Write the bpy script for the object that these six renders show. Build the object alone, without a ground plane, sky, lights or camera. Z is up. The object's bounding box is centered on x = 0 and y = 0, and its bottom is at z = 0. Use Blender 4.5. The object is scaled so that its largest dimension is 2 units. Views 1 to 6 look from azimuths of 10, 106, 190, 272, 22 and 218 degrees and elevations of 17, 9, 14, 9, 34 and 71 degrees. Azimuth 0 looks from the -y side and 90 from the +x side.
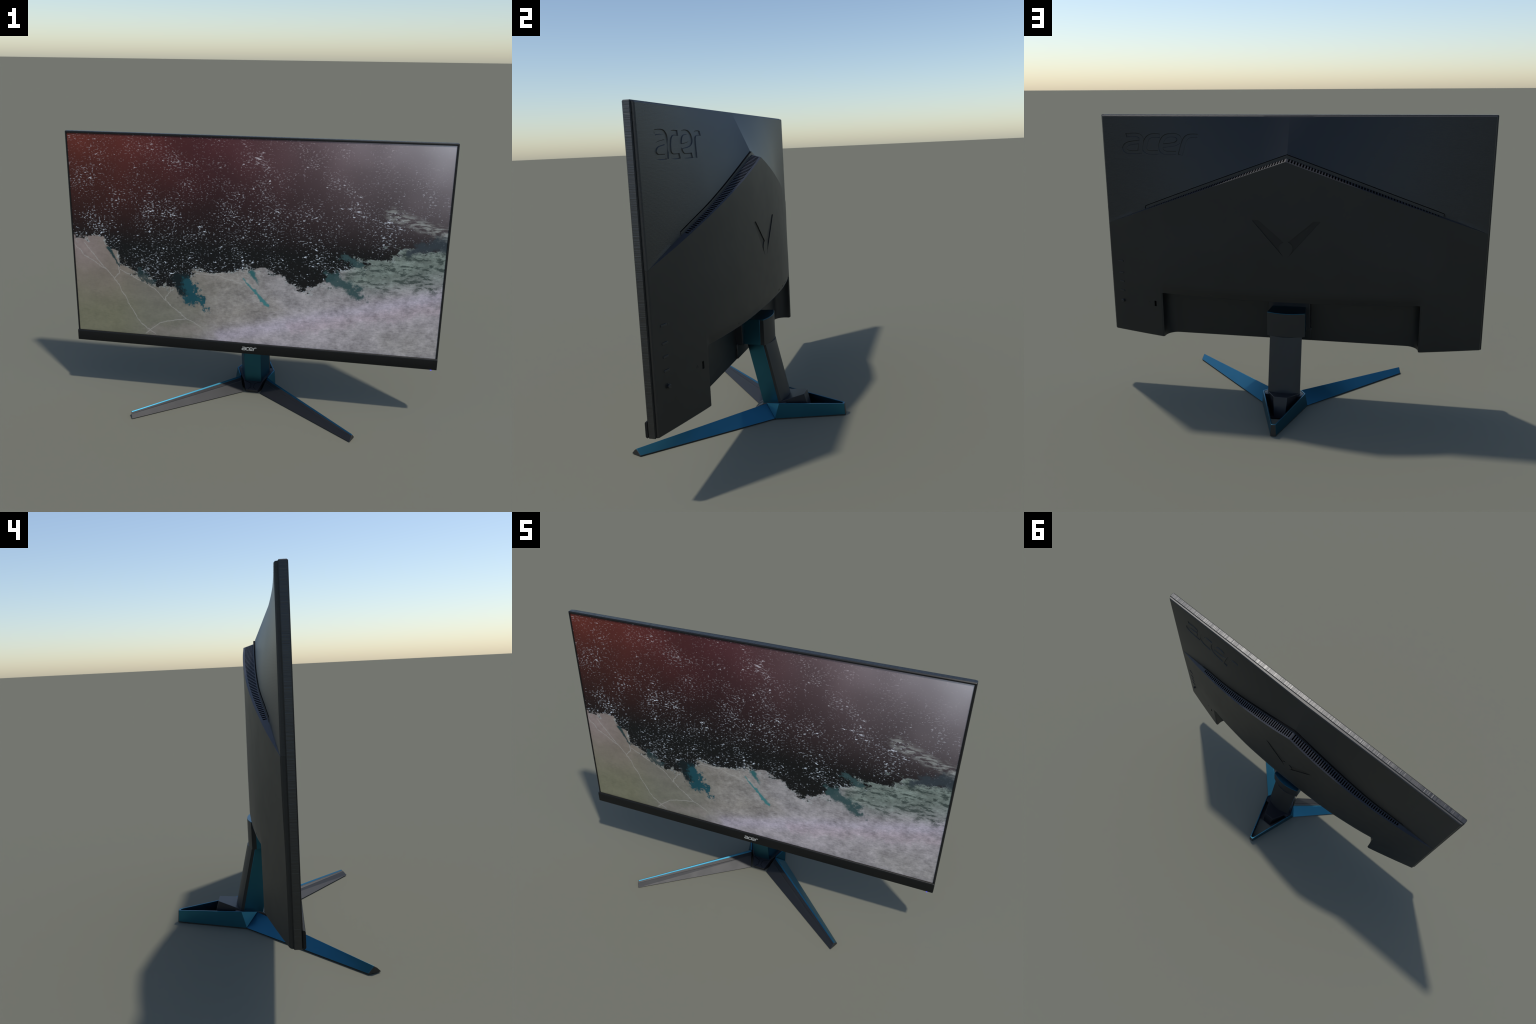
import bpy, bmesh, math
from mathutils import Vector

# ---------------------------------------------------------------- basics
for o in list(bpy.data.objects):
    bpy.data.objects.remove(o, do_unlink=True)
SC = bpy.context.scene.collection
CX = -0.004          # centre line of ridge, vents and stand emblem
SX = -0.005          # centre line of the stand


def interp(tab, x):
    """smooth (monotone cubic) interpolation of a small profile table"""
    x = min(max(x, tab[0][0]), tab[-1][0])
    n = len(tab)
    for i in range(n - 1):
        x0, y0 = tab[i]
        x1, y1 = tab[i + 1]
        if x <= x1:
            def slope(k):
                if k <= 0:
                    return 0.0 if tab[0][0] == 0 else (tab[1][1] - tab[0][1]) / (tab[1][0] - tab[0][0])
                if k >= n - 1:
                    return (tab[-1][1] - tab[-2][1]) / (tab[-1][0] - tab[-2][0])
                return (tab[k + 1][1] - tab[k - 1][1]) / (tab[k + 1][0] - tab[k - 1][0])
            h = x1 - x0
            t = (x - x0) / h
            m0, m1 = slope(i) * h, slope(i + 1) * h
            return ((2*t**3 - 3*t**2 + 1) * y0 + (t**3 - 2*t**2 + t) * m0
                    + (-2*t**3 + 3*t**2) * y1 + (t**3 - t**2) * m1)
    return tab[-1][1]


def lin(tab, x):
    x = min(max(x, tab[0][0]), tab[-1][0])
    for (x0, y0), (x1, y1) in zip(tab, tab[1:]):
        if x <= x1:
            return y0 + (y1 - y0) * (x - x0) / (x1 - x0)
    return tab[-1][1]


def sstep(a, b, x):
    t = min(max((x - a) / (b - a), 0.0), 1.0)
    return t * t * (3 - 2 * t)


# ---------------------------------------------------------------- node helper
class NT:
    def __init__(self, name):
        self.m = bpy.data.materials.new(name)
        self.m.use_nodes = True
        self.t = self.m.node_tree
        self.t.nodes.clear()
        self.out = self.t.nodes.new('ShaderNodeOutputMaterial')

    def n(self, kind, **kw):
        nd = self.t.nodes.new('ShaderNode' + kind)
        for k, v in kw.items():
            setattr(nd, k, v)
        return nd

    def link(self, a, b):
        self.t.links.new(a, b)

    def put(self, sock, v):
        if isinstance(v, bpy.types.NodeSocket):
            self.link(v, sock)
        elif isinstance(v, (tuple, list)):
            if len(sock.default_value) == 4 and len(v) == 3:
                v = (*v, 1.0)
            sock.default_value = v
        else:
            sock.default_value = v

    def math(self, op, a, b=0.0, c=0.0, clamp=False):
        nd = self.n('Math', operation=op, use_clamp=clamp)
        for s, v in zip(nd.inputs, (a, b, c)):
            self.put(s, v)
        return nd.outputs[0]

    def add(self, a, b): return self.math('ADD', a, b)
    def sub(self, a, b): return self.math('SUBTRACT', a, b)
    def mul(self, a, b): return self.math('MULTIPLY', a, b)

    def ramp(self, v, a, b, lo=0.0, hi=1.0, smooth=True):
        nd = self.n('MapRange', interpolation_type='SMOOTHSTEP' if smooth else 'LINEAR')
        for s, q in zip(nd.inputs, (v, a, b, lo, hi)):
            self.put(s, q)
        return nd.outputs[0]

    def mix(self, f, a, b, mode='MIX'):
        nd = self.n('Mix', data_type='RGBA', blend_type=mode)
        self.put(nd.inputs[0], f)
        self.put(nd.inputs[6], a)
        self.put(nd.inputs[7], b)
        return nd.outputs[2]

    def noise(self, vec, scale, detail=2.0, rough=0.5, dist=0.0):
        nd = self.n('TexNoise')
        self.put(nd.inputs['Vector'], vec)
        nd.inputs['Scale'].default_value = scale
        nd.inputs['Detail'].default_value = detail
        nd.inputs['Roughness'].default_value = rough
        nd.inputs['Distortion'].default_value = dist
        return nd.outputs['Fac']

    def coords(self):
        return self.n('TexCoord').outputs['Object']

    def mapped(self, vec, scale=(1, 1, 1), rot=(0, 0, 0), loc=(0, 0, 0)):
        nd = self.n('Mapping')
        self.put(nd.inputs['Vector'], vec)
        nd.inputs['Scale'].default_value = scale
        nd.inputs['Rotation'].default_value = rot
        nd.inputs['Location'].default_value = loc
        return nd.outputs[0]

    def bump(self, h, strength, dist=0.001):
        nd = self.n('Bump')
        nd.inputs['Strength'].default_value = strength
        nd.inputs['Distance'].default_value = dist
        self.link(h, nd.inputs['Height'])
        return nd.outputs[0]

    def principled(self, **kw):
        p = self.n('BsdfPrincipled')
        names = dict(color='Base Color', rough='Roughness', metal='Metallic', normal='Normal',
                     spec='Specular IOR Level', ecol='Emission Color', estr='Emission Strength',
                     coat='Coat Weight', coatr='Coat Roughness')
        for k, v in kw.items():
            self.put(p.inputs[names[k]], v)
        self.link(p.outputs[0], self.out.inputs[0])
        return p


def plastic(name, col, rough, spec=0.5, grain=0.0, gscale=900.0, var=0.12, rvar=0.012):
    t = NT(name)
    c = t.coords()
    v = t.noise(c, 6.0, 3.0)
    colr = t.mix(t.ramp(v, 0.3, 0.7, smooth=False), [q * (1 - var) for q in col], [q * (1 + var) for q in col])
    rg = t.ramp(t.noise(c, 14.0, 3.0), 0.3, 0.7, rough - rvar, rough + rvar)
    kw = dict(color=colr, rough=rg, spec=spec)
    if grain:
        kw['normal'] = t.bump(t.noise(c, gscale, 2.0), grain, 0.0006)
    t.principled(**kw)
    return t.m


# ---------------------------------------------------------------- materials
M_BODY = plastic('matte_black_plastic', (0.0115, 0.0110, 0.0098), 0.45, 0.50, 0.06, 1400)
M_DARK = plastic('dark_plastic', (0.016, 0.016, 0.0155), 0.46, 0.55)
M_LEG = plastic('charcoal_plastic', (0.0070, 0.0067, 0.0072), 0.52, 0.56, 0.02, 900)
M_TRIM = plastic('smooth_black_plastic', (0.010, 0.010, 0.010), 0.42, 0.32)
M_CORE = plastic('deep_black_plastic', (0.012, 0.012, 0.015), 0.40, 0.5)
M_PIT = plastic('painted_slot_shadow', (0.002, 0.002, 0.003), 0.8, 0.1)  # near-black base colour bakes in the darkness of deep slots
M_GRILLE = plastic('vent_plastic', (0.030, 0.030, 0.034), 0.42, 0.5)
M_LOGO = plastic('printed_silver', (0.50, 0.49, 0.45), 0.45, 0.4)


def brushed(name, col, lo, hi, bump, spec):
    """black plastic moulded with fine straight streaks across the frame edge"""
    t = NT(name)
    c = t.mapped(t.coords(), (1, 0.0, 1))
    a = t.noise(c, 160.0, 2.5, 0.65)
    b = t.noise(c, 420.0, 1.0, 0.5)
    s = t.add(t.mul(a, 0.7), t.mul(b, 0.3))
    f = t.ramp(s, 0.38, 0.62, smooth=False)
    colr = t.mix(f, [q * 0.75 for q in col], [q * 1.3 for q in col])
    t.principled(color=colr, rough=t.ramp(f, 0, 1, hi, lo, smooth=False), spec=spec, normal=t.bump(s, bump, 0.002))
    return t.m


M_FRAME = brushed('brushed_black_plastic', (0.0105, 0.0105, 0.0100), 0.34, 0.46, 0.90, 0.85)
M_BEZEL = brushed('brushed_bezel_plastic', (0.0085, 0.0085, 0.0080), 0.46, 0.54, 0.02, 0.25)


def upper_cover_material():
    """satin black shell with a fine woven ripple in the moulding"""
    t = NT('rippled_black_plastic')
    c = t.coords()
    w = t.n('TexWave', wave_type='BANDS', bands_direction='Z', wave_profile='SIN')
    t.put(w.inputs['Vector'], t.mapped(c, (0.12, 0.0, 1)))
    w.inputs['Scale'].default_value = 70.0
    w.inputs['Distortion'].default_value = 5.0
    w.inputs['Detail'].default_value = 2.0
    w.inputs['Detail Scale'].default_value = 6.0
    rip = t.add(t.mul(w.outputs['Fac'], 0.6), t.mul(t.noise(t.mapped(c, (0.5, 0, 1.6)), 260.0, 2.0), 0.6))
    # the ripple is strongest toward the outer sides
    sx = t.n('SeparateXYZ')
    t.link(c, sx.inputs[0])
    side = t.ramp(t.math('ABSOLUTE', sx.outputs[0]), 0.25, 0.85, 0.15, 1.0)
    col = t.mix(t.mul(rip, side), (0.0110, 0.0110, 0.0105), (0.0150, 0.0150, 0.0145))
    t.principled(color=col, rough=0.43, spec=0.55, normal=t.bump(t.mul(rip, side), 0.16, 0.0012))
    return t.m


M_UPPER = upper_cover_material()


def anodised():
    t = NT('blue_anodised_metal')
    c = t.coords()
    v = t.noise(c, 5.0, 2.0)
    col = t.mix(t.ramp(v, 0.3, 0.7), (0.032, 0.148, 0.218), (0.037, 0.160, 0.236))
    t.principled(color=col, metal=1.0, rough=t.ramp(t.noise(c, 600.0, 2.0), 0.3, 0.7, 0.33, 0.39),
                 normal=t.bump(t.noise(c, 1500.0, 1.0), 0.04, 0.0005))
    return t.m


M_BLUE = anodised()


def led():
    t = NT('blue_light')
    t.principled(color=(0.05, 0.06, 0.5), rough=0.4, ecol=(0.12, 0.12, 1.0), estr=0.9)
    return t.m


M_LED = led()

SCX, SCZ0, SCZ1 = 0.9895, 0.353, 1.4655


def screen_material():
    """wallpaper: a dark sea full of drifting ice below a reddish haze, with a pale coast at the bottom"""
    t = NT('displayed_wallpaper')
    c = t.coords()
    s = t.n('SeparateXYZ')
    t.link(c, s.inputs[0])
    U = t.math('MULTIPLY_ADD', s.outputs[0], 1 / (2 * SCX), 0.5)
    V = t.math('MULTIPLY_ADD', s.outputs[2], 1 / (SCZ1 - SCZ0), -SCZ0 / (SCZ1 - SCZ0))
    uv = t.n('CombineXYZ')
    t.link(U, uv.inputs[0])
    t.link(V, uv.inputs[1])
    P = t.mapped(c, (1, 0, 1))                       # metric coordinates on the glass

    def wobble(scale, amp, detail=4.0, off=0.0, rough=0.62):
        nd = t.n('TexNoise')
        t.put(nd.inputs['Vector'], t.mapped(P, loc=(off, off, off)))
        nd.inputs['Scale'].default_value = scale
        nd.inputs['Detail'].default_value = detail
        nd.inputs['Roughness'].default_value = rough
        a = t.n('VectorMath', operation='SUBTRACT')
        t.link(nd.outputs['Color'], a.inputs[0])
        a.inputs[1].default_value = (0.5, 0.5, 0.5)
        b = t.n('VectorMath', operation='SCALE')
        t.link(a.outputs[0], b.inputs[0])
        b.inputs['Scale'].default_value = amp
        return b.outputs[0]

    def vadd(a, b):
        nd = t.n('VectorMath', operation='ADD')
        t.put(nd.inputs[0], a)
        t.put(nd.inputs[1], b)
        return nd.outputs[0]

    UVw = vadd(uv.outputs[0], wobble(8.0, 0.105, 7.0))
    UVl = vadd(uv.outputs[0], wobble(17.0, 0.135, 7.0, 6.0, 0.72))
    UVf = vadd(uv.outputs[0], wobble(26.0, 0.030, 4.0, 3.0))

    def capsule(vec, ax, ay, bx, by):
        """distance from the segment a-b in screen coordinates (u stretched to the 16:9 shape)"""
        k = 1.78
        pa = t.n('VectorMath', operation='MULTIPLY_ADD')
        t.put(pa.inputs[0], vec)
        pa.inputs[1].default_value = (k, 1, 0)
        pa.inputs[2].default_value = (-ax * k, -ay, 0)
        d = Vector(((bx - ax) * k, by - ay, 0))
        dt = t.n('VectorMath', operation='DOT_PRODUCT')
        t.link(pa.outputs[0], dt.inputs[0])
        dt.inputs[1].default_value = d / max(d.length_squared, 1e-9)
        h = t.math('MAXIMUM', t.math('MINIMUM', dt.outputs['Value'], 1.0), 0.0)
        sc = t.n('VectorMath', operation='SCALE')
        sc.inputs[0].default_value = d
        t.link(h, sc.inputs['Scale'])
        df = t.n('VectorMath', operation='DISTANCE')
        t.link(pa.outputs[0], df.inputs[0])
        t.link(sc.outputs[0], df.inputs[1])
        return df.outputs['Value'], h

    # ---- sea with its haze
    red = t.math('POWER', t.ramp(V, 0.46, 1.02, smooth=False), 1.35)
    redcol = t.mix(t.ramp(U, 0.0, 0.45), (0.175, 0.037, 0.025), (0.110, 0.030, 0.034))
    patch = t.ramp(t.noise(P, 2.6, 2.0), 0.3, 0.7, 0.80, 1.20)
    sea = t.mix(t.mul(red, patch), (0.011, 0.011, 0.0105), redcol)
    white = t.mul(t.math('POWER', t.ramp(U, 0.34, 1.03, smooth=False), 2.1),
                  t.math('POWER', t.ramp(V, 0.46, 1.04, smooth=False), 1.75))
    sea = t.mix(t.mul(white, patch), sea, (0.64, 0.60, 0.61))

    # ---- drifting ice, in clumps; finer and fainter toward the top right
    flow = vadd(P, wobble(7.0, 0.05, 2.0, 7.0))
    stretch = t.mapped(flow, (0.75, 0, 1.45))
    clump = t.noise(t.mapped(P, loc=(4, 2, 1)), 6.5, 3.0, 0.6)
    f1 = t.noise(stretch, 50.0, 2.8, 0.58)
    f2 = t.noise(t.mapped(stretch, loc=(9, 0, 5)), 108.0, 2.0, 0.55)
    low = t.ramp(V, 0.25, 0.75, 0.0, 1.0, smooth=False)
    th1 = t.sub(t.add(0.640, t.mul(low, 0.020)), t.mul(t.sub(clump, 0.5), 0.38))
    th2 = t.sub(t.add(0.600, t.mul(low, -0.008)), t.mul(t.sub(clump, 0.5), 0.36))
    i1 = t.ramp(t.sub(f1, th1), 0.0, 0.050)
    i2 = t.mul(t.ramp(t.sub(f2, th2), 0.0, 0.085), t.ramp(V, 0.35, 0.95, 0.60, 0.40))
    ice = t.math('MAXIMUM', i1, i2)
    ice = t.mul(ice, t.ramp(white, 0.0, 0.6, 1.0, 0.45))
    ice = t.mul(ice, t.ramp(red, 0.0, 0.9, 0.92, 0.68))
    icecol = t.mix(red, (0.80, 0.85, 0.90), (0.86, 0.70, 0.70))
    sea = t.mix(ice, sea, icecol)

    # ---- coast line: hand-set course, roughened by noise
    fc = t.n('FloatCurve')
    cv = fc.mapping.curves[0]
    course = [(0.0, 0.500), (0.07, 0.492), (0.105, 0.445), (0.14, 0.375), (0.20, 0.315), (0.262, 0.262),
              (0.30, 0.300), (0.347, 0.345), (0.438, 0.355), (0.51, 0.386), (0.581, 0.362), (0.645, 0.300),
              (0.70, 0.335), (0.75, 0.430), (0.80, 0.455), (0.865, 0.500), (0.93, 0.520), (1.0, 0.560)]
    while len(cv.points) < len(course):
        cv.points.new(0.5, 0.5)
    for p, q in zip(cv.points, course):
        p.location = q
        p.handle_type = 'AUTO_CLAMPED'
    fc.mapping.update()
    sw = t.n('SeparateXYZ')
    t.link(UVw, sw.inputs[0])
    t.link(sw.outputs[0], fc.inputs['Value'])
    depth = t.sub(fc.outputs[0], sw.outputs[1])           # > 0 on land
    ragged = t.add(depth, t.mul(t.sub(t.noise(t.mapped(P, (0.8, 0, 1.3)), 15.0, 7.0, 0.74), 0.5),
                                t.ramp(U, 0.55, 0.9, 0.22, 0.34)))
    land = t.ramp(ragged, -0.006, 0.010)

    # ---- land colours
    n1 = t.noise(P, 4.0, 4.0, 0.6)
    g0 = t.mix(t.ramp(t.add(V, t.mul(t.sub(n1, 0.5), 0.25)), 0.08, 0.42), (0.265, 0.25, 0.16), (0.335, 0.270, 0.220))
    g1 = t.mix(t.ramp(t.add(U, t.mul(t.sub(n1, 0.5), 0.3)), 0.22, 0.44), g0, (0.40, 0.36, 0.315))
    g1 = t.mix(t.ramp(t.add(U, t.mul(t.sub(n1, 0.5), 0.3)), 0.42, 0.62), g1, (0.48, 0.435, 0.42))
    green = t.mul(t.ramp(t.add(U, t.mul(t.sub(n1, 0.5), 0.2)), 0.66, 0.80), t.ramp(t.add(V, t.mul(t.sub(n1, 0.5), 0.15)), 0.27, 0.38))
    g1 = t.mix(green, g1, (0.28, 0.325, 0.275))
    ldist, lh = capsule(UVf, 0.40, -0.05, 1.05, 0.30)
    g1 = t.mix(t.ramp(ldist, 0.02, 0.20, 0.60, 0.0), g1, (0.60, 0.52, 0.545))
    band, bh = capsule(UVf, 0.42, 0.03, 1.0, 0.31)
    g1 = t.mix(t.ramp(band, 0.0, 0.06, 0.50, 0.0), g1, (0.72, 0.62, 0.73))
    blush, bh2 = capsule(UVl, 0.62, 0.10, 1.0, 0.255)
    g1 = t.mix(t.ramp(blush, 0.0, 0.05, 0.45, 0.0), g1, (0.66, 0.50, 0.55))
    tan, bh3 = capsule(UVl, 0.36, 0.10, 0.56, 0.20)
    g1 = t.mix(t.ramp(tan, 0.0, 0.09, 0.5, 0.0), g1, (0.38, 0.335, 0.28))
    blush, bh4 = capsule(UVl, 0.22, 0.02, 0.34, 0.05)
    g1 = t.mix(t.ramp(blush, 0.0, 0.05, 0.5, 0.0), g1, (0.50, 0.39, 0.36))
    corner = t.mul(t.ramp(U, 0.5, 0.9), t.ramp(V, 0.30, 0.0))
    g1 = t.mix(t.mul(corner, t.ramp(n1, 0.35, 0.65, 0.1, 0.8)), g1, (0.50, 0.455, 0.42))
    dark_field = t.mul(t.ramp(U, 0.10, 0.22), t.ramp(U, 0.42, 0.30))
    g1 = t.mix(t.mul(dark_field, 0.55), g1, (0.26, 0.245, 0.205))
    pale = t.mul(t.ramp(U, 0.14, 0.0), t.ramp(V, 0.30, 0.44))
    g1 = t.mix(t.mul(pale, 0.8), g1, (0.42, 0.325, 0.295))
    diag = t.mapped(P, (0.38, 0, 1.5), rot=(0, math.radians(-28), 0))
    fine = t.noise(diag, 95.0, 4.0, 0.75)
    fine2 = t.noise(P, 40.0, 4.0, 0.7)
    mott = t.noise(t.mapped(P, (0.8, 0, 1.2), rot=(0, math.radians(-25), 0), loc=(3, 1, 8)), 11.0, 7.0, 0.68)
    grain = t.add(t.ramp(fine, 0.3, 0.7, 0.80, 1.20, smooth=False), t.ramp(fine2, 0.3, 0.7, -0.18, 0.18, smooth=False))
    grain = t.add(grain, t.ramp(mott, 0.32, 0.68, -0.36, 0.30, smooth=False))
    gl = t.ramp(U, 0.2, 0.5, 0.35, 1.0)
    grain = t.mul(t.add(1.0, t.mul(t.sub(grain, 1.0), gl)), 0.90)
    gm = t.n('VectorMath', operation='SCALE')
    t.link(g1, gm.inputs[0])
    t.link(grain, gm.inputs['Scale'])
    ground = gm.outputs[0]
    # torn dark inlets among the right-hand coast
    torn = t.noise(t.mapped(flow, (0.55, 0, 1.7)), 24.0, 5.0, 0.7)
    ground = t.mix(t.mul(t.ramp(torn, 0.49, 0.58), t.mul(green, 0.9)), ground, (0.055, 0.075, 0.065))
    ground = t.mix(t.mul(t.ramp(torn, 0.40, 0.30), t.mul(green, 0.7)), ground, (0.50, 0.54, 0.48))

    # ---- rivers: a few thin pale threads wandering to the shore
    UVr = vadd(uv.outputs[0], wobble(20.0, 0.022, 5.0, 9.0))
    rivers = [[(0.0, 0.458), (0.03, 0.40), (0.09, 0.335), (0.115, 0.29), (0.137, 0.215), (0.184, 0.065), (0.225, 0.01)],
              [(0.127, 0.37), (0.126, 0.32), (0.115, 0.29)],
              [(0.13, 0.34), (0.21, 0.273), (0.26, 0.195), (0.316, 0.105), (0.36, 0.07)],
              [(0.175, 0.307), (0.284, 0.288), (0.26, 0.20)],
              [(0.197, 0.01), (0.244, 0.074), (0.316, 0.105)],
              [(0.03, 0.47), (0.06, 0.40), (0.09, 0.335)],
              [(0.33, 0.345), (0.403, 0.345), (0.475, 0.31)]]
    near = None
    for line_pts in rivers:
        for p, q in zip(line_pts, line_pts[1:]):
            d, h = capsule(UVr, *p, *q)
            near = d if near is None else t.math('MINIMUM', near, d)
    ground = t.mix(t.ramp(near, 0.0006, 0.0034, 0.50, 0.0), ground, (0.54, 0.50, 0.45))

    pic = t.mix(land, sea, ground)
    # pale surf right at the shore
    surf = t.mul(t.ramp(t.math('ABSOLUTE', t.sub(ragged, 0.006)), 0.0, 0.012, 1.0, 0.0), t.ramp(fine2, 0.45, 0.6))
    pic = t.mix(t.mul(surf, 0.55), pic, (0.55, 0.60, 0.57))

    # ---- lakes and inlets
    def water(vec, a, b, w0, w1, soft, col, strength=1.0):
        d, h = capsule(vec, *a, *b)
        w = t.math('MULTIPLY_ADD', h, w1 - w0, w0)
        return t.mix(t.mul(t.ramp(t.sub(w, d), 0.0, soft), strength), pic, col)

    pic = water(UVl, (0.318, 0.275), (0.342, 0.215), 0.060, 0.045, 0.012, (0.016, 0.085, 0.105))
    pic = water(UVl, (0.300, 0.305), (0.300, 0.235), 0.055, 0.030, 0.035, (0.010, 0.018, 0.020))
    pic = water(UVl, (0.355, 0.20), (0.385, 0.155), 0.018, 0.006, 0.008, (0.020, 0.10, 0.12))
    pic = water(UVf, (0.480, 0.335), (0.545, 0.205), 0.007, 0.013, 0.008, (0.075, 0.25, 0.25))
    pic = water(UVf, (0.502, 0.370), (0.522, 0.305), 0.022, 0.005, 0.014, (0.045, 0.16, 0.16))
    pic = water(UVl, (0.715, 0.375), (0.795, 0.285), 0.045, 0.035, 0.03, (0.045, 0.095, 0.095), 0.95)
    pic = water(UVl, (0.745, 0.470), (0.790, 0.425), 0.022, 0.014, 0.012, (0.05, 0.10, 0.10), 0.9)
    pic = water(UVl, (0.915, 0.515), (1.01, 0.575), 0.035, 0.055, 0.03, (0.05, 0.065, 0.075), 0.9)
    pic = water(UVf, (0.100, 0.445), (0.128, 0.360), 0.014, 0.008, 0.008, (0.030, 0.060, 0.060))
    pic = water(UVl, (0.185, 0.345), (0.220, 0.285), 0.026, 0.020, 0.012, (0.025, 0.050, 0.052), 0.85)
    # sand spit at the far right edge
    d, h = capsule(UVf, 0.86, 0.685, 1.0, 0.605)
    spit = t.mul(t.ramp(d, 0.0, 0.045, 1.0, 0.0), t.ramp(t.noise(diag, 60.0, 3.0), 0.42, 0.6))
    pic = t.mix(t.mul(spit, 0.7), pic, (0.50, 0.50, 0.45))

    t.principled(color=pic, rough=0.55, spec=0.18)
    return t.m


M_SCREEN = screen_material()


# ---------------------------------------------------------------- mesh helpers
def finish(ob, angle=30.0):
    me = ob.data
    me.polygons.foreach_set('use_smooth', [True] * len(me.polygons))
    me.set_sharp_from_angle(angle=math.radians(angle))
    return ob


def obj(name, verts, faces, mat, parent=None, angle=30.0, bevel=0.0, recalc=True):
    me = bpy.data.meshes.new(name)
    me.from_pydata([tuple(v) for v in verts], [], faces)
    if recalc:
        bm = bmesh.new()
        bm.from_mesh(me)
        bmesh.ops.recalc_face_normals(bm, faces=bm.faces)
        bm.to_mesh(me)
        bm.free()
    me.validate()
    ob = bpy.data.objects.new(name, me)
    SC.objects.link(ob)
    for m in (mat if isinstance(mat, (list, tuple)) else [mat]):
        me.materials.append(m)
    ob.parent = parent
    finish(ob, angle)
    if bevel:
        b = ob.modifiers.new('rounded_edges', 'BEVEL')
        b.width = bevel
        b.segments = 2
        b.limit_method = 'ANGLE'
        b.angle_limit = math.radians(25)
    return ob


def loft(sections):
    """closed solid through equal-length rings of points"""
    n = len(sections[0])
    vs = [p for s in sections for p in s]
    fs = []
    for k in range(len(sections) - 1):
        for i in range(n):
            j = (i + 1) % n
            fs.append((k*n + i, k*n + j, (k+1)*n + j, (k+1)*n + i))
    fs.append(tuple(range(n))[::-1])
    fs.append(tuple((len(sections) - 1) * n + i for i in range(n)))
    return vs, fs


def box(x0, x1, y0, y1, z0, z1):
    return loft([[(x0, y0, z0), (x1, y0, z0), (x1, y1, z0), (x0, y1, z0)],
                 [(x0, y0, z1), (x1, y0, z1), (x1, y1, z1), (x0, y1, z1)]])


def boolean_cut(target, cutters):
    for c in cutters:
        m = target.modifiers.new('cut', 'BOOLEAN')
        m.operation = 'DIFFERENCE'
        m.solver = 'EXACT'
        m.object = c
        dg = bpy.context.evaluated_depsgraph_get()
        me = bpy.data.meshes.new_from_object(target.evaluated_get(dg))
        target.modifiers.clear()
        old = target.data
        if len(me.polygons) > 0.8 * len(old.polygons):
            target.data = me
            me.name = old.name
        else:
            print('CUT FAILED', c.name)
        bpy.data.objects.remove(c, do_unlink=True)


root = bpy.data.objects.new('computer_monitor', None)
SC.objects.link(root)
root['label'] = 'large black desktop monitor with blue angular metal stand'
root['category'] = 'computer monitor'

# ---------------------------------------------------------------- frame
def frame_part():
    X, Z0, Z1 = 1.0, 0.292, 1.478
    prof = [(0.0040, -0.0938), (0.0, -0.0972), (0.0, -0.1205), (0.0036, -0.1245), (0.0092, -0.1245),
            (0.0104, -0.1206), (0.0300, -0.1206), (0.0300, -0.0938)]
    r = 0.005
    secs = []
    for sx, sz, a0 in ((1, 1, 0), (-1, 1, 90), (-1, -1, 180), (1, -1, 270)):
        for k in range(4):
            a = math.radians(a0 + 30 * k)
            ring = []
            for d, y in prof:
                e = max(d, r)
                rad = max(r - d, 0.0)
                cx = sx * (X - e)
                cz = (Z1 - e) if sz > 0 else (Z0 + e)
                ring.append((cx + rad * math.cos(a), y, cz + rad * math.sin(a)))
            secs.append(ring)
    n = len(prof)
    vs = [p for s in secs for p in s]
    fs = []
    m = len(secs)
    for k in range(m):
        for i in range(n):
            j = (i + 1) % n
            kk = (k + 1) % m
            fs.append((k*n + i, k*n + j, kk*n + j, kk*n + i))
    me = bpy.data.meshes.new('frame')
    me.from_pydata(vs, [], fs)
    bm = bmesh.new()
    bm.from_mesh(me)
    bmesh.ops.remove_doubles(bm, verts=bm.verts, dist=1e-6)
    bmesh.ops.recalc_face_normals(bm, faces=bm.faces)
    bm.to_mesh(me)
    bm.free()
    ob = bpy.data.objects.new('frame', me)
    SC.objects.link(ob)
    me.materials.append(M_TRIM)
    me.materials.append(M_FRAME)
    for p in me.polygons:      # streaked moulding only on the flat outer band
        if abs(p.normal.y) < 0.2 and -0.118 < p.center.y < -0.100 and (abs(p.center.x) > 0.99 or p.center.z > 1.47 or p.center.z < 0.30):
            p.material_index = 1
    ob.parent = root
    return finish(ob, 25)


frame_part()
obj('screen', *box(-SCX, SCX, -0.1212, -0.105, SCZ0 - 0.012, SCZ1 + 0.0008), M_SCREEN, root)

# bezel bar along the lower edge, with rounded front edges
bez = [(-0.1243, 0.2955), (-0.1243, 0.3562), (-0.1290, 0.3566), (-0.1322, 0.3548), (-0.1340, 0.3512),
       (-0.1343, 0.3480), (-0.1343, 0.3000), (-0.1325, 0.2960), (-0.1295, 0.2940), (-0.1262, 0.2940)]
bezel = obj('bezel', *loft([[(x, y, z) for y, z in bez] for x in (-0.999, 0.999)]), M_BEZEL, root, 40, 0.0008)
obj('power_light', *box(0.9660, 0.9730, -0.1335, -0.1275, 0.2922, 0.2946), M_LED, bezel)

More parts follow.
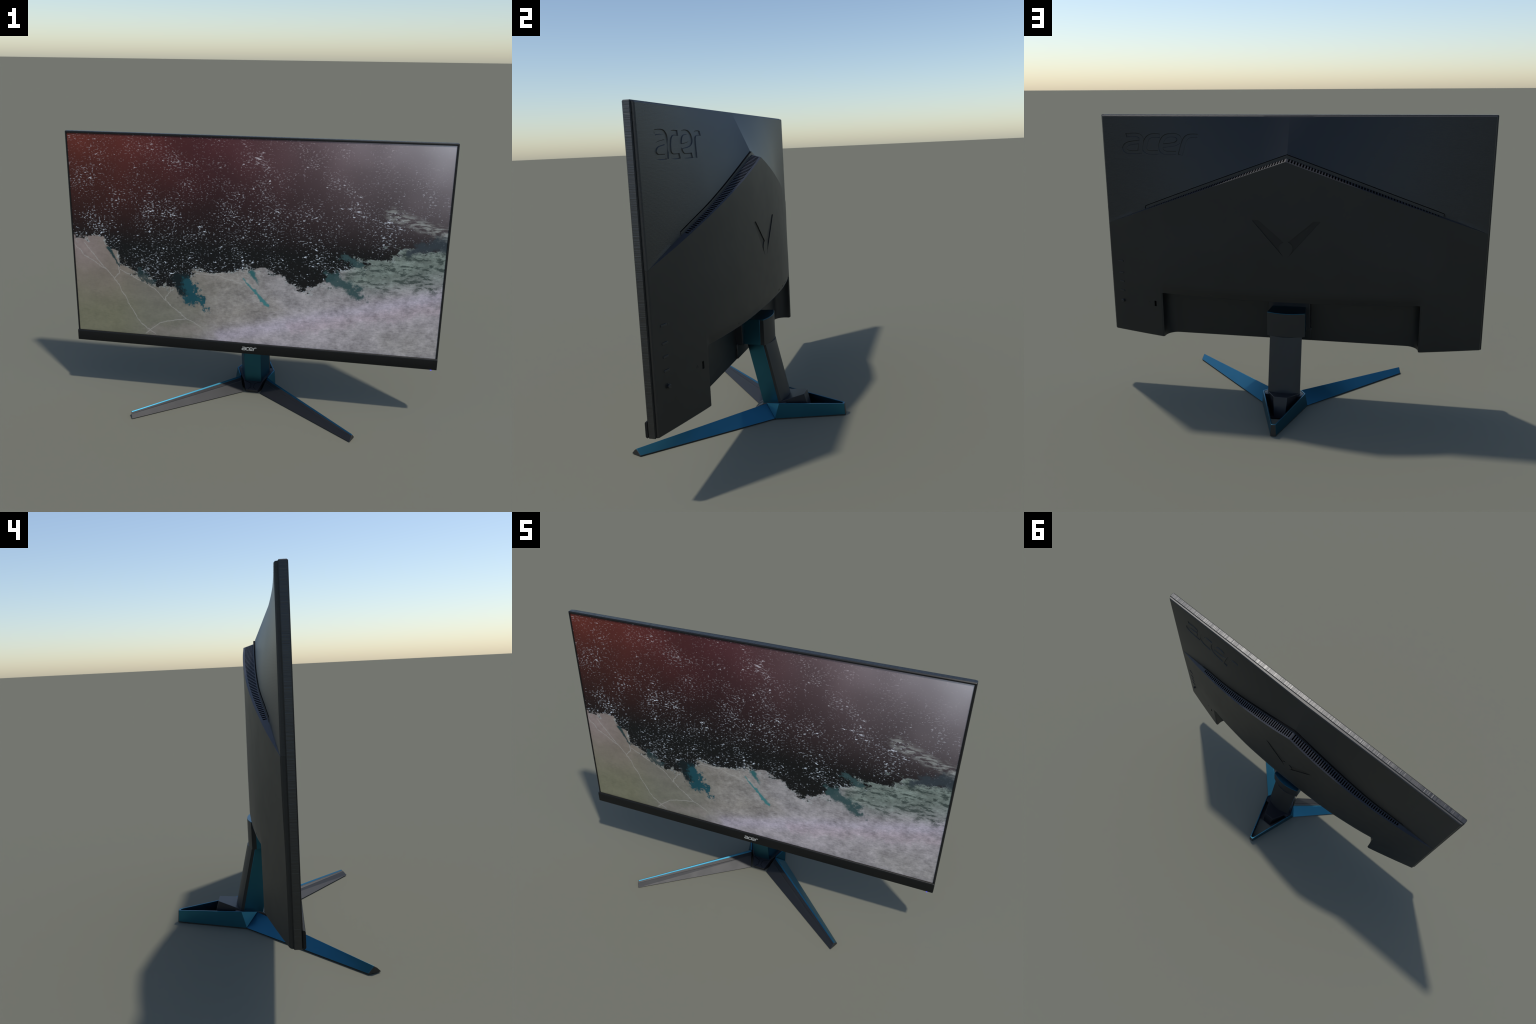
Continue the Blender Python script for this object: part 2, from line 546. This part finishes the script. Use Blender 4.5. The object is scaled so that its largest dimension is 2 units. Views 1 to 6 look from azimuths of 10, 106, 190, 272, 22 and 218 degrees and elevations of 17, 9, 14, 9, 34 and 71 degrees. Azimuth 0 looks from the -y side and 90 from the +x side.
# ---------------------------------------------------------------- word mark strokes
GLYPHS = [
    ('a', [[(388, 402), (470, 394), (545, 393), (600, 405), (630, 440), (632, 490), (618, 580), (599, 698)],
           [(588, 668), (500, 669), (420, 667), (372, 640), (362, 595), (395, 550), (450, 527), (520, 516), (625, 500)]]),
    ('c', [[(938, 404), (850, 399), (785, 408), (730, 450), (698, 520), (686, 590), (698, 640), (745, 667), (820, 670), (905, 666)]]),
    ('e', [[(1196, 668), (1090, 670), (1010, 667), (962, 635), (945, 580), (958, 500), (1000, 430), (1060, 398), (1130, 392),
            (1195, 400), (1232, 440)], [(1170, 394), (1215, 412), (1236, 450), (1226, 490), (1180, 525), (1090, 545), (968, 556)]]),
    ('r', [[(1528, 400), (1440, 398), (1380, 408), (1335, 445), (1305, 515), (1282, 600), (1256, 704)]]),
]


def smooth_path(pts, sub=4):
    out = []
    n = len(pts)
    for i in range(n - 1):
        p0, p1, p2, p3 = pts[max(i-1, 0)], pts[i], pts[i+1], pts[min(i+2, n-1)]
        for k in range(sub):
            t = k / sub
            out.append(tuple(0.5 * (2*b + (c-a)*t + (2*a - 5*b + 4*c - d)*t*t + (3*b - a - 3*c + d)*t**3)
                             for a, b, c, d in zip(p0, p1, p2, p3)))
    out.append(pts[-1])
    return out


def stroke_sides(path, wx, wy):
    """left and right border of a pen stroke; the pen is wider sideways (wx) than vertically (wy)"""
    L, R = [], []
    for i, p in enumerate(path):
        a, b = path[max(i-1, 0)], path[min(i+1, len(path)-1)]
        dx, dy = b[0]-a[0], b[1]-a[1]
        l = math.hypot(dx, dy) or 1.0
        nx, ny = -dy/l, dx/l
        L.append((p[0] + nx*wx/2, p[1] + ny*wy/2))
        R.append((p[0] - nx*wx/2, p[1] - ny*wy/2))
    return L, R


def stroke_solid(path, wx, wy, to3d, taper=0.0):
    pts = smooth_path(path)
    L, R = stroke_sides(pts, wx, wy)
    if not taper:
        return loft([[to3d(*l, 0), to3d(*r, 0), to3d(*r, 1), to3d(*l, 1)] for l, r in zip(L, R)])
    core = list(pts)          # the floor of the engraving is a little shorter than its mouth
    for e, i in ((0, 1), (-1, -2)):
        d = math.hypot(pts[i][0] - pts[e][0], pts[i][1] - pts[e][1])
        f = min(0.5 * taper / d, 0.9)
        core[e] = tuple(a + (b - a) * f for a, b in zip(pts[e], pts[i]))
    l0, r0 = stroke_sides(core, wx - taper, wy - taper)
    return loft([[to3d(*a, 0), to3d(*b, 0), to3d(*r, 0.5), to3d(*r, 1), to3d(*l, 1), to3d(*l, 0.5)]
                 for a, b, l, r in zip(l0, r0, L, R)])


# front word mark: slightly raised print on the bezel
for g, strokes in GLYPHS:
    vs, fs = [], []
    for st in strokes:
        v, f = stroke_solid(st, 70, 62, lambda px, py, k: (-0.0456 + (px - 320) * 6.87e-5,
                                                           -0.1338 - 0.0010 * k, 0.3363 - (py - 365) * 6.0e-5))
        fs += [tuple(i + len(vs) for i in q) for q in f]
        vs += v
    obj('letter_' + g, vs, fs, M_LOGO, bezel)

# ---------------------------------------------------------------- back surfaces
RIDGE_Y = [(0, 0.0573), (0.1, 0.0573), (0.2, 0.054), (0.3, 0.047), (0.4, 0.0375), (0.5, 0.0248), (0.61, 0.0077), (0.69, -0.0075), (0.8145, -0.0337), (0.95, -0.0681), (0.995, -0.0795)]
LOWER_Y = [(0, 0.06), (0.1, 0.0595), (0.2, 0.057), (0.35, 0.0495), (0.5, 0.033), (0.6, 0.0186), (0.685, 0.0019), (0.8375, -0.0379), (0.99, -0.081), (0.995, -0.0823)]
INNER_Y = [(0, 0.012), (0.1, 0.0088), (0.2, 0.006), (0.36, -0.0004), (0.5, -0.01), (0.57, -0.0177), (0.663, -0.0316), (0.75, -0.0445), (0.855, -0.059), (0.963, -0.074), (0.995, -0.0795)]


def ax(x): return abs(x - CX)
def z_ridge(x): return 1.2603 - 0.345 * ax(x) - 0.013 * ax(x) ** 2
def z_inner(x): return 1.2745 - 0.352 * ax(x) - 0.0200 * ax(x) ** 2
def y_ridge(x): return lin(RIDGE_Y, ax(x)) if ax(x) < 0.05 else interp(RIDGE_Y, ax(x))


def y_inner(x):
    a = ax(x)
    return lin(INNER_Y, a) if a < 0.1 else interp(INNER_Y, a)


def y_body(x, z):
    """rear skin of the lower cover, with the chamfer round the cable recess"""
    f = sstep(0.60, 0.92, z / z_ridge(x))
    y = interp(LOWER_Y, abs(x)) * (1 - f) + y_ridge(x) * f
    a = abs(x)
    cut = 0.0
    if z < 0.5805:
        t_top = (0.5805 - z) / 0.036
        t_side = (0.6865 - a) / 0.0085
        if a < 0.6865:
            # sloping strip above the recess; its ends run diagonally to the side walls
            diag = (0.6865 - a) / 0.025 + 0.0
            if z >= 0.5445:
                cut = 0.0065 * min(max(min(t_top, diag), 0.0), 1.0)
            else:
                cut = 0.0055 * min(max(t_side, 0.0), 1.0)
    return y - cut


def y_top(x): return -0.0822 + 0.006 * max(0.0, 1 - ax(x) / 0.55)


def z_line(x):
    """upper edge of the band that borders the vents (the shadow gap)"""
    return z_inner(x) + 0.0008 + 0.0135 * (1 - sstep(0.767, 0.778, ax(x)))


def y_upper(x, z):
    zl = z_inner(x)
    t = (z - zl) / (1.4697 - zl)
    t = min(max(t, 0), 1)
    # the panel swells very slightly toward its sides
    t2 = t - 0.10 * t * (1 - t) * min(ax(x) / 0.3, 1.0)
    return y_inner(x) + (y_top(x) - y_inner(x)) * t2


def closed_shell(name, cols, rows, yfront, mat, zfront=None):
    """solid whose rear is the grid rows(x) and whose front is flat at yfront"""
    back = [rows(x) for x in cols]
    n = len(back[0])
    m = len(cols)
    vs, fs = [], []
    for x, r in zip(cols, back):
        vs += [(x, y, z) for y, z in r]
    off = len(vs)
    for x, r in zip(cols, back):
        vs += [(x, yfront, zfront(x, k, n, z) if zfront else z) for k, (y, z) in enumerate(r)]
    for i in range(m - 1):
        for k in range(n - 1):
            a, b, c, d = i*n + k, (i+1)*n + k, (i+1)*n + k + 1, i*n + k + 1
            fs.append((a, b, c, d))
            fs.append((off + d, off + c, off + b, off + a))
    for i in range(m - 1):
        fs.append((i*n, off + i*n, off + (i+1)*n, (i+1)*n))
        k = n - 1
        fs.append((i*n + k, (i+1)*n + k, off + (i+1)*n + k, off + i*n + k))
    for k in range(n - 1):
        fs.append((k, k + 1, off + k + 1, off + k))
        i = (m - 1) * n
        fs.append((i + k, off + i + k, off + i + k + 1, i + k + 1))
    return obj(name, vs, fs, mat, root)


def columns(special, step=0.0225):
    xs = set()
    for q in special:
        xs.add(round(q, 5))
    k = 0
    x = 0.0
    while x < 0.98:
        for q in (CX + x, CX - x):
            if all(abs(q - w) > 0.006 for w in xs):
                xs.add(round(q, 5))
        x += step
    return sorted(xs)


SIDE = 0.9930
sp = [CX]
for q in (SIDE, 0.9890, 0.6865, 0.6780, 0.6615):
    sp += [q, -q]


def tuck(x):
    """how far the top wall dips behind the vents; closed at the sides"""
    return min(max((0.97 - abs(x)) / 0.08, 0.0), 1.0)


def lower_rows(x):
    edge = 0.0042 if abs(x) > 0.992 else 0.0
    zr = z_ridge(x)
    zs = [0.2945, 0.2985, 0.36, 0.42, 0.48, 0.5440, 0.5446, 0.556, 0.568, 0.5805]
    n = 22
    zs += [0.5805 + (zr - 0.5805) * (k + 1) / n for k in range(n)]
    r = []
    for k, z in enumerate(zs):
        y = y_body(x, z) - edge
        if k == 0:
            y -= 0.0042
        r.append((y, z))
    y, z = r[-1]
    r.append((max(y - 0.004, -0.0930), z - 0.030 * tuck(x) - 0.0004))
    return r


lower = closed_shell('back_cover', columns(sp), lower_rows, -0.0940, M_BODY,
                     lambda x, k, n, z: 0.2945 + (z_ridge(x) - 0.05 * tuck(x) - 0.2945) * k / (n - 1))

# cutters: cable recess, emblem, lock slot
def recess_cutter():
    pts = []
    for s in (1, -1):
        arc = [(s * 0.6780, 0.2), (s * 0.6780, -0.018)]
        for k in range(1, 11):
            a = math.radians(90 * k / 10)
            arc.append((s * (0.6780 - 0.060 * (1 - math.cos(a))), -0.018 - 0.062 * math.sin(a)))
        pts += arc if s > 0 else arc[::-1]
    return obj('recess_cutter', *loft([[(x, y, 0.2) for x, y in pts], [(x, y, 0.5443) for x, y in pts]]), M_BODY)


def emblem_cutters(inlay=False):
    """two swept blades forming the sunken V emblem; also used for the plates on its floor"""
    out = []
    for s in (1, -1):
        pl = [(0.1725, 0.9695), (0.1660, 0.9712), (0.1385, 0.9702), (0.0120, 0.8625), (0.0225, 0.8560), (0.0310, 0.8470),
              (0.0358, 0.8350), (0.0345, 0.8230), (0.0280, 0.8100), (0.0135, 0.7880)]
        pl = [(SX + s * x, z) for x, z in pl]
        if inlay:
            obj('emblem', *loft([[(x, y_body(x, z) - d, z) for x, z in pl] for d in (0.0060, 0.0034)]), EMBLEM, lower)
            continue
        out.append(obj('emblem_cutter', *loft([[(x, y_body(x, z) - 0.0038, z) for x, z in pl],
                                               [(x, 0.1, z) for x, z in pl]]), M_BODY))
    return out


EMBLEM = plastic('emblem_plastic', (0.0100, 0.0088, 0.0076), 0.50, 0.42)
cut = [recess_cutter()] + emblem_cutters()
cut.append(obj('slot_cutter', *box(0.7165, 0.7290, -0.06, 0.05, 0.4645, 0.4950), M_PIT))
boolean_cut(lower, cut)
finish(lower, 22)
emblem_cutters(inlay=True)
obj('lock_slot', *box(0.7150, 0.7300, -0.055, -0.030, 0.4630, 0.4965), M_PIT, lower)  # solid black block modelled for the dark inside the slot


def upper_rows(x):
    edge = 0.0042 if abs(x) > 0.992 else 0.0
    zi, zl = z_inner(x), z_line(x)
    g = 1 - sstep(0.768, 0.774, ax(x))
    end = 1.0 if 0.7665 < ax(x) < 0.7695 else 0.0
    r = [(y_inner(x) + 0.0012 * g - 0.004 * end, zi - 0.0012 if abs(x) < 0.96 else z_ridge(x) + 0.0002),
         (y_inner(x) + 0.0004 * g - 0.004 * end, zl - 0.0003),
         (y_upper(x, zl) - 0.0060 * g, zl), (y_upper(x, zl) - 0.0060 * g, zl + 0.0029),
         (y_upper(x, zl + 0.0032), zl + 0.0032)]
    z0 = zl + 0.0032
    n = 30
    for k in range(1, n + 1):
        z = z0 + (1.4697 - z0) * k / n
        r.append((y_upper(x, z), z))
    r.append((y_top(x) - 0.0040, 1.4740))
    return [(y - edge, z) for y, z in r]


sp2 = [CX]
for q in (SIDE, 0.9890):
    sp2 += [q, -q]
for q in (0.7655, 0.7670, 0.7690, 0.7705, 0.776):
    sp2 += [CX + q, CX - q]
upper = closed_shell('upper_cover', columns(sp2), upper_rows, -0.0940, M_UPPER)

letter_cutters = []
for g, strokes in GLYPHS:
    for j, st in enumerate(strokes):
        def to3d(px, py, k, j=j):
            x = 0.8874 - (px - 320) * 3.48e-4
            z = 1.3845 - (py - 362) * 3.22e-4
            lift = {0: -0.0031 - 0.00011 * j, 0.5: 0.0004, 1: 0.03}[k]
            return (x, y_upper(x, z) + lift, z)
        letter_cutters.append(obj('letter_cutter', *stroke_solid(st, 80, 66, to3d, 18.0), M_UPPER))
boolean_cut(upper, letter_cutters)
finish(upper, 22)
# groove between vent border and cover: faces painted near-black for its shadow
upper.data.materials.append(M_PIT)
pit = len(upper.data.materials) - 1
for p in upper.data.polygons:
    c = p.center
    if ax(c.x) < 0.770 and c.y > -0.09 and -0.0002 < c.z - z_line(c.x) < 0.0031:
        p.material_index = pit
# the fold down the middle of the upper cover stays crisp
me = upper.data
for e in me.edges:
    a, b = (me.vertices[i].co for i in e.vertices)
    if abs(a.x - CX) < 1e-4 and abs(b.x - CX) < 1e-4:
        e.use_edge_sharp = True

# ---------------------------------------------------------------- vent grille
def grille():
    vs, fs, mi = [], [], []

    def quad(pts, m=0):
        i = len(vs)
        vs.extend(pts)
        fs.append(tuple(range(i, i + len(pts))))
        mi.append(m)

    def at(x, w):      # point on the sloping strip; w = 0 outer edge, 1 inner edge
        return Vector((x, y_ridge(x) * (1 - w) + y_inner(x) * w, z_ridge(x) * (1 - w) + z_inner(x) * w))

    def levels(x):     # outer margin, slotted part, inner margin
        dy = max(abs(y_ridge(x) - y_inner(x)), 1e-4)
        w0, w1 = min(0.0085 / dy, 0.45), 1 - min(0.0030 / dy, 0.2)
        return (0, w0), (w0, w1), (w1, 1)

    PITCH, WIDTH, FIRST, COUNT = 0.01425, 0.0074, 0.0095, 52
    for s in (1, -1):
        xs = [(CX, None)]
        edges = []
        for k in range(COUNT):
            a = FIRST + k * PITCH
            edges.append((a, a + WIDTH))
        prev = 0.0

        def strip(a, b):
            n = max(1, int((b - a) / 0.02))
            for i in range(n):
                p = CX + s * (a + (b - a) * i / n)
                q = CX + s * (a + (b - a) * (i + 1) / n)
                for u, v in zip(levels(p), levels(q)):
                    quad([at(p, u[0]), at(q, v[0]), at(q, v[1]), at(p, u[1])])

        for a, b in edges:
            strip(prev, a)
            p, q = CX + s * a, CX + s * b
            w0, w1 = levels(p)[1]
            A0, A1, A2, A3 = at(p, 0), at(p, w0), at(p, w1), at(p, 1)
            w0, w1 = levels(q)[1]
            B0, B1, B2, B3 = at(q, 0), at(q, w0), at(q, w1), at(q, 1)
            quad([A0, B0, B1, A1])
            quad([A2, B2, B3, A3])
            d = Vector((0, 0, -0.016))
            quad([A1, B1, B1 + d, A1 + d], 1)
            quad([A2, B2, B2 + d, A2 + d], 1)
            quad([A1, A2, A2 + d, A1 + d], 1)
            quad([B1, B2, B2 + d, B1 + d], 1)
            quad([A1 + d, B1 + d, B2 + d, A2 + d], 1)
            prev = b
        strip(prev, 0.9885)
    me = bpy.data.meshes.new('vent_grille')
    me.from_pydata([tuple(v) for v in vs], [], fs)
    me.materials.append(M_GRILLE)
    me.materials.append(M_PIT)
    me.polygons.foreach_set('material_index', mi)
    bm = bmesh.new()
    bm.from_mesh(me)
    bmesh.ops.remove_doubles(bm, verts=bm.verts, dist=1e-6)
    bmesh.ops.recalc_face_normals(bm, faces=bm.faces)
    bm.to_mesh(me)
    bm.free()
    ob = bpy.data.objects.new('vent_grille', me)
    SC.objects.link(ob)
    ob.parent = root
    return ob


grille()

# ---------------------------------------------------------------- controls on the back
def on_back(name, cx, cz, w, h, proud, mat, bev=0.0008):
    """small bar that follows the slope of the back cover"""
    pts = []
    for dy in (-0.004, proud):
        pts.append([(cx + sx * w / 2, y_body(cx + sx * w / 2, cz) + dy, cz + sz * h / 2)
                    for sx, sz in ((-1, -1), (1, -1), (1, 1), (-1, 1))])
    return obj(name, *loft(pts), mat, lower, bevel=bev)


for cz, w in ((0.6960, 0.031), (0.6300, 0.029), (0.5800, 0.027), (0.5280, 0.027)):
    on_back('control_button', 0.9325, cz, w, 0.0085, 0.0028, M_DARK)
on_back('power_mark', 0.9060, 0.6945, 0.006, 0.006, 0.0006, M_DARK, 0.0)


def joystick():
    cx, cz = 0.9310, 0.4690
    nrm = Vector((0.255, 1, 0)).normalized()
    tx = Vector((1, -0.255, 0)).normalized()
    tz = Vector((0, 0, 1))
    c = Vector((cx, y_body(cx, cz), cz))
    rings = []
    for h, r in ((-0.004, 0.0095), (0.0015, 0.0095), (0.0020, 0.0060), (0.0050, 0.0060), (0.0055, 0.0088), (0.0085, 0.0088), (0.0098, 0.0070)):
        rings.append([tuple(c + nrm * h + tx * r * math.cos(a) + tz * r * math.sin(a))
                      for a in [2 * math.pi * k / 24 for k in range(24)]])
    obj('joystick', *loft(rings), M_DARK, lower, 35)


joystick()


# small raised signs: lock sign and the socket signs above the recess
def sign(name, polylines, cx, cz, width=0.0016):
    vs, fs = [], []
    for pl in polylines:
        L, R = stroke_sides(pl, width, width)
        secs = []
        for l, r in zip(L, R):
            ring = []
            for (x, z), dy in ((l, -0.001), (r, -0.001), (r, 0.0006), (l, 0.0006)):
                ring.append((cx - x, y_body(cx - x, cz + z) + dy, cz + z))
            secs.append(ring)
        v, f = loft(secs)
        fs += [tuple(i + len(vs) for i in q) for q in f]
        vs += v
    obj(name, vs, fs, M_DARK, lower)


ring = lambda r, n=10, a0=0, a1=360: [(r * math.cos(math.radians(a0 + (a1 - a0) * k / n)),
                                      r * math.sin(math.radians(a0 + (a1 - a0) * k / n))) for k in range(n + 1)]
sign('lock_sign', [[(-0.004, -0.005), (0.004, -0.005), (0.004, 0.001), (-0.004, 0.001), (-0.004, -0.005)],
                   [(-0.0025, 0.001), (-0.0025, 0.005), (0.0025, 0.005), (0.0025, 0.001)]], 0.760, 0.484, 0.0012)
sign('mains_sign', [[(-0.012 + 0.002 * k, 0.0035 * math.sin(k * math.pi / 6)) for k in range(13)]], 0.402, 0.5605)
for q in (-0.258, -0.3565, -0.4520):
    sign('socket_sign', [[(-0.0075, 0.0025), (0.0075, 0.0025), (0.0060, -0.0025), (-0.0060, -0.0025), (-0.0075, 0.0025)],
                         [(-0.011, 0.0035), (-0.011, -0.0035)], [(0.011, 0.0035), (0.011, -0.0035)]], q, 0.5605)
sign('headphone_sign', [ring(0.0045, 10, 0, 180), [(-0.0045, 0.0), (-0.0045, -0.003)], [(0.0045, 0.0), (0.0045, -0.003)]],
     -0.575, 0.5620)

# ---------------------------------------------------------------- stand: neck and collar
def arc_back(hw, yc, bulge, n=14):
    """points of a bowed back from +hw to -hw"""
    return [(hw * (1 - 2 * k / n),
             yc + bulge * (1 - (1 - 2 * k / n) ** 2)) for k in range(n + 1)]


def at_height(pts, z, shear=0.0, z0=0.07):
    return [(SX + x, y - shear * (z - z0), z) for x, y in pts]


LEAN = 0.225
neck_front = [(-0.048, 0.021), (0.048, 0.021), (0.082, 0.113), (-0.082, 0.113)]
neck_back = [(-0.0815, 0.1128), (0.0815, 0.1128)] + arc_back(0.0838, 0.1275, 0.0235)
neck = obj('stand_neck', *loft([at_height(neck_front, z, LEAN) for z in (0.045, 0.3655)]), M_BLUE, root, bevel=0.0012)
obj('neck_cover', *loft([at_height(neck_back, z, LEAN) for z in (0.055, 0.3655)]), M_DARK, neck, 25)

collar_front = [(-0.087, -0.055), (0.087, -0.055), (0.0962, 0.0390), (-0.0962, 0.0390)]
collar_back = [(-0.0958, 0.0388), (0.0958, 0.0388)] + arc_back(0.0985, 0.0590, 0.0205)
collar_top = [(-0.087, -0.055), (0.087, -0.055), (0.0962, 0.0390)] + arc_back(0.0980, 0.0585, 0.0205) + [(-0.0962, 0.0390)]
collar = obj('stand_collar', *loft([at_height(collar_front, z) for z in (0.3645, 0.4885)]), M_BLUE, root, bevel=0.0010)
obj('collar_cover', *loft([at_height(collar_back, z) for z in (0.3645, 0.4885)]), M_DARK, collar, 25)
obj('collar_cap', *loft([at_height(collar_top, z) for z in (0.4886, 0.4915)]), M_BLUE, collar, 25, bevel=0.0008)
obj('stand_mount', *box(SX - 0.1115, SX + 0.1115, -0.0835, -0.0455, 0.3635, 0.5440), M_CORE, root, bevel=0.003)
obj('mount_shoe', *box(SX - 0.116, SX + 0.116, -0.0900, -0.0715, 0.2960, 0.3700), M_BODY, root, bevel=0.004)

# ---------------------------------------------------------------- stand: base
def sx(s, pts): return [(SX + s * x, y, z) for x, y, z in pts]


# blue rim: front corner, shoulder, rear tip; walls lean out toward the ground
O_TOP = [(0.0810, 0.0510, 0.0630), (0.1120, 0.1210, 0.0790), (0.0110, 0.4240, 0.0575)]
I_TOP = [(0.0750, 0.0545, 0.0622), (0.1052, 0.1222, 0.0782), (0.0075, 0.4150, 0.0572)]
G_OUT = [(0.1205, 0.1018, 0.0035), (0.0140, 0.4275, 0.0035)]
G_IN = [(0.1060, 0.1150, 0.0035), (0.0095, 0.4150, 0.0035)]


def base_rim():
    vs, fs = [], []
    for s in (1, -1):
        o = len(vs)
        vs += sx(s, [O_TOP[0], O_TOP[1], O_TOP[2], I_TOP[0], I_TOP[1], I_TOP[2], G_OUT[0], G_OUT[1], G_IN[0], G_IN[1]])
        q = [(0, 1, 4, 3), (1, 2, 5, 4), (0, 6, 1), (1, 6, 7, 2), (4, 5, 9, 8), (3, 4, 8), (0, 3, 8, 6), (6, 8, 9, 7)]
        fs += [tuple(o + i for i in f) for f in q]
    n = 10
    # the two walls meet in the blunt rear tip
    fs += [(2, 5, n + 5, n + 2), (5, 9, n + 9, n + 5), (7, n + 7, n + 9, 9), (2, n + 2, n + 7, 7)]
    return obj('base_rim', vs, fs, M_BLUE, root, 20, bevel=0.0010)


rim = base_rim()
obj('rear_cap', *loft([[(SX - 0.0138, 0.4230, 0.0), (SX + 0.0138, 0.4230, 0.0), (SX + 0.0138, 0.4300, 0.0), (SX - 0.0138, 0.4300, 0.0)],
                        [(SX - 0.0108, 0.4200, 0.0566), (SX + 0.0108, 0.4200, 0.0566), (SX + 0.0108, 0.4258, 0.0566), (SX - 0.0108, 0.4258, 0.0566)]]),
    M_DARK, rim, bevel=0.001)
# dark sole under the rim
for s in (1, -1):
    a, b = Vector((0.1190, 0.1030)), Vector((0.0130, 0.4270))
    c, d = Vector((0.1050, 0.1120)), Vector((0.0040, 0.4150))
    ring2 = [a, b, d, c]
    obj('rim_sole', *loft([[(SX + s * p.x, p.y, z) for p in ring2] for z in (0.0, 0.0033)]), M_DARK, rim)

# legs
for s in (1, -1):
    root_b = dict(a=(0.1205, 0.1018, 0.0035), b=(0.0785, 0.0510, 0.0618), c=(0.0752, 0.0447, 0.0544), d=(0.0800, 0.0600, 0.0035))
    tip_b = dict(a=(0.5960, -0.3800, 0.0035), b=(0.5875, -0.4035, 0.0298), c=(0.5850, -0.4080, 0.0253), d=(0.5800, -0.4000, 0.0035))
    leg = obj('leg', *loft([sx(s, [q['a'], q['b'], q['c'], q['d']]) for q in (root_b, tip_b)]), M_BLUE, root, 20, bevel=0.0009)
    # charcoal front cover with a fine groove along its crease
    cov_r = [(0.0750, 0.0443, 0.0540), (0.0690, 0.0266, 0.0434), (0.0688, 0.0259, 0.0413), (0.0684, 0.0247, 0.0407),
             (0.0681, 0.0240, 0.0418), (0.0500, -0.0270, 0.0020), (0.0510, -0.0260, 0.0), (0.1185, 0.1000, 0.0), (0.1190, 0.1010, 0.0034), (0.0800, 0.0550, 0.0034)]
    cov_t = [(0.5848, -0.4083, 0.0251), (0.5822, -0.4141, 0.0207), (0.5821, -0.4144, 0.0197), (0.5819, -0.4149, 0.0194),
             (0.5818, -0.4152, 0.0199), (0.5745, -0.4310, 0.0020), (0.5748, -0.4300, 0.0), (0.5950, -0.3810, 0.0), (0.5953, -0.3805, 0.0034), (0.5800, -0.4050, 0.0034)]
    obj('leg_cover', *loft([sx(s, cov_r), sx(s, cov_t)]), M_LEG, leg, 20)
    dirv = (Vector(cov_t[5]) - Vector(cov_r[5]))
    dirv.z = 0
    dirv.normalize()
    sec = [(0.5955, -0.3805, 0.0), (0.5960, -0.3800, 0.0035), (0.5875, -0.4035, 0.0296), (0.5848, -0.4083, 0.0250),
           (0.5820, -0.4146, 0.0201), (0.5745, -0.4308, 0.0020), (0.5748, -0.4300, 0.0)]
    cen = Vector((0.584, -0.406, 0.008))
    e1 = [tuple(Vector(p) - dirv * 0.0012) for p in sec]
    e2 = [tuple(cen + (Vector(p) - cen) * 0.93 + dirv * 0.0022) for p in sec]
    obj('leg_tip', *loft([sx(s, e1), sx(s, e2)]), M_DARK, leg, 20)

# central platform between the legs
plat_rows = [(0.0330, -0.0205, 0.0020), (0.0348, -0.0235, 0.0165), (0.0560, 0.0290, 0.0510), (0.0725, 0.0545, 0.0605), (0.1040, 0.1210, 0.0765), (0.0930, 0.1500, 0.0765)]
vs, fs = [], []
for x, y, z in plat_rows:
    vs += [(SX - x, y, z), (SX + x, y, z)]
for x, y, z in plat_rows:
    vs += [(SX - x, max(y, -0.0195), 0.001), (SX + x, max(y, -0.0195), 0.001)]
n = 2 * len(plat_rows)
for i in range(len(plat_rows) - 1):
    a = 2 * i
    fs += [(a, a+1, a+3, a+2), (n+a+2, n+a+3, n+a+1, n+a), (a, a+2, n+a+2, n+a), (a+1, n+a+1, n+a+3, a+3)]
fs += [(0, n, n + 1, 1), (n-2, n-1, 2*n-1, 2*n-2)]
plat = obj('base_platform', vs, fs, M_CORE, root, 20, bevel=0.0012)

# thin black strips, slightly raised, along the dark lines on the platform's sloping front
line = [(0.052, 0.90), (0.034, 0.82), (0.011, 0.66), (0.007, 0.26), (0.019, 0.15), (0.020, 0.02)]
for s in (1, -1):
    P0, P1 = Vector(plat_rows[1]), Vector(plat_rows[2])
    along = Vector((0, P1.y - P0.y, P1.z - P0.z))
    nrm = Vector((0, -along.z, along.y)).normalized()
    L, R = stroke_sides([(x, b * 0.06) for x, b in line], 0.0022, 0.0022)
    secs = []
    for l, r in zip(L, R):
        ring3 = []
        for (x, q), h in ((l, -0.001), (r, -0.001), (r, 0.0007), (l, 0.0007)):
            b = q / 0.06
            p = Vector((SX + s * x, P0.y, P0.z)) + along * b + nrm * h
            ring3.append(tuple(p))
        secs.append(ring3)
    obj('thin_black_strip', *loft(secs), M_PIT, plat)

obj('base_floor', *loft([[(SX + x, y, z) for x, y in ((-0.0200, 0.3800), (0.0200, 0.3800), (0.008, 0.417), (-0.008, 0.417))] for z in (0.0012, 0.0060)]), M_DARK, rim)
obj('base_floor', *loft([[(SX + x, y, z) for x, y in ((-0.104, 0.113), (0.104, 0.113), (0.0590, 0.262), (-0.0590, 0.262))] for z in (0.0012, 0.0060)]), M_CORE, rim)

# wedge bracket behind the neck
wr = [[(-0.0900, 0.112, 0.0), (0.0900, 0.112, 0.0), (0.0880, 0.1160, 0.0770), (-0.0880, 0.1160, 0.0770)],
      [(-0.0290, 0.2610, 0.0), (0.0290, 0.2610, 0.0), (0.0345, 0.2314, 0.1045), (-0.0345, 0.2314, 0.1045)]]
obj('rear_bracket', *loft([[(SX + x, y, z) for x, y, z in r] for r in wr]), M_CORE, root, 20, bevel=0.0012)
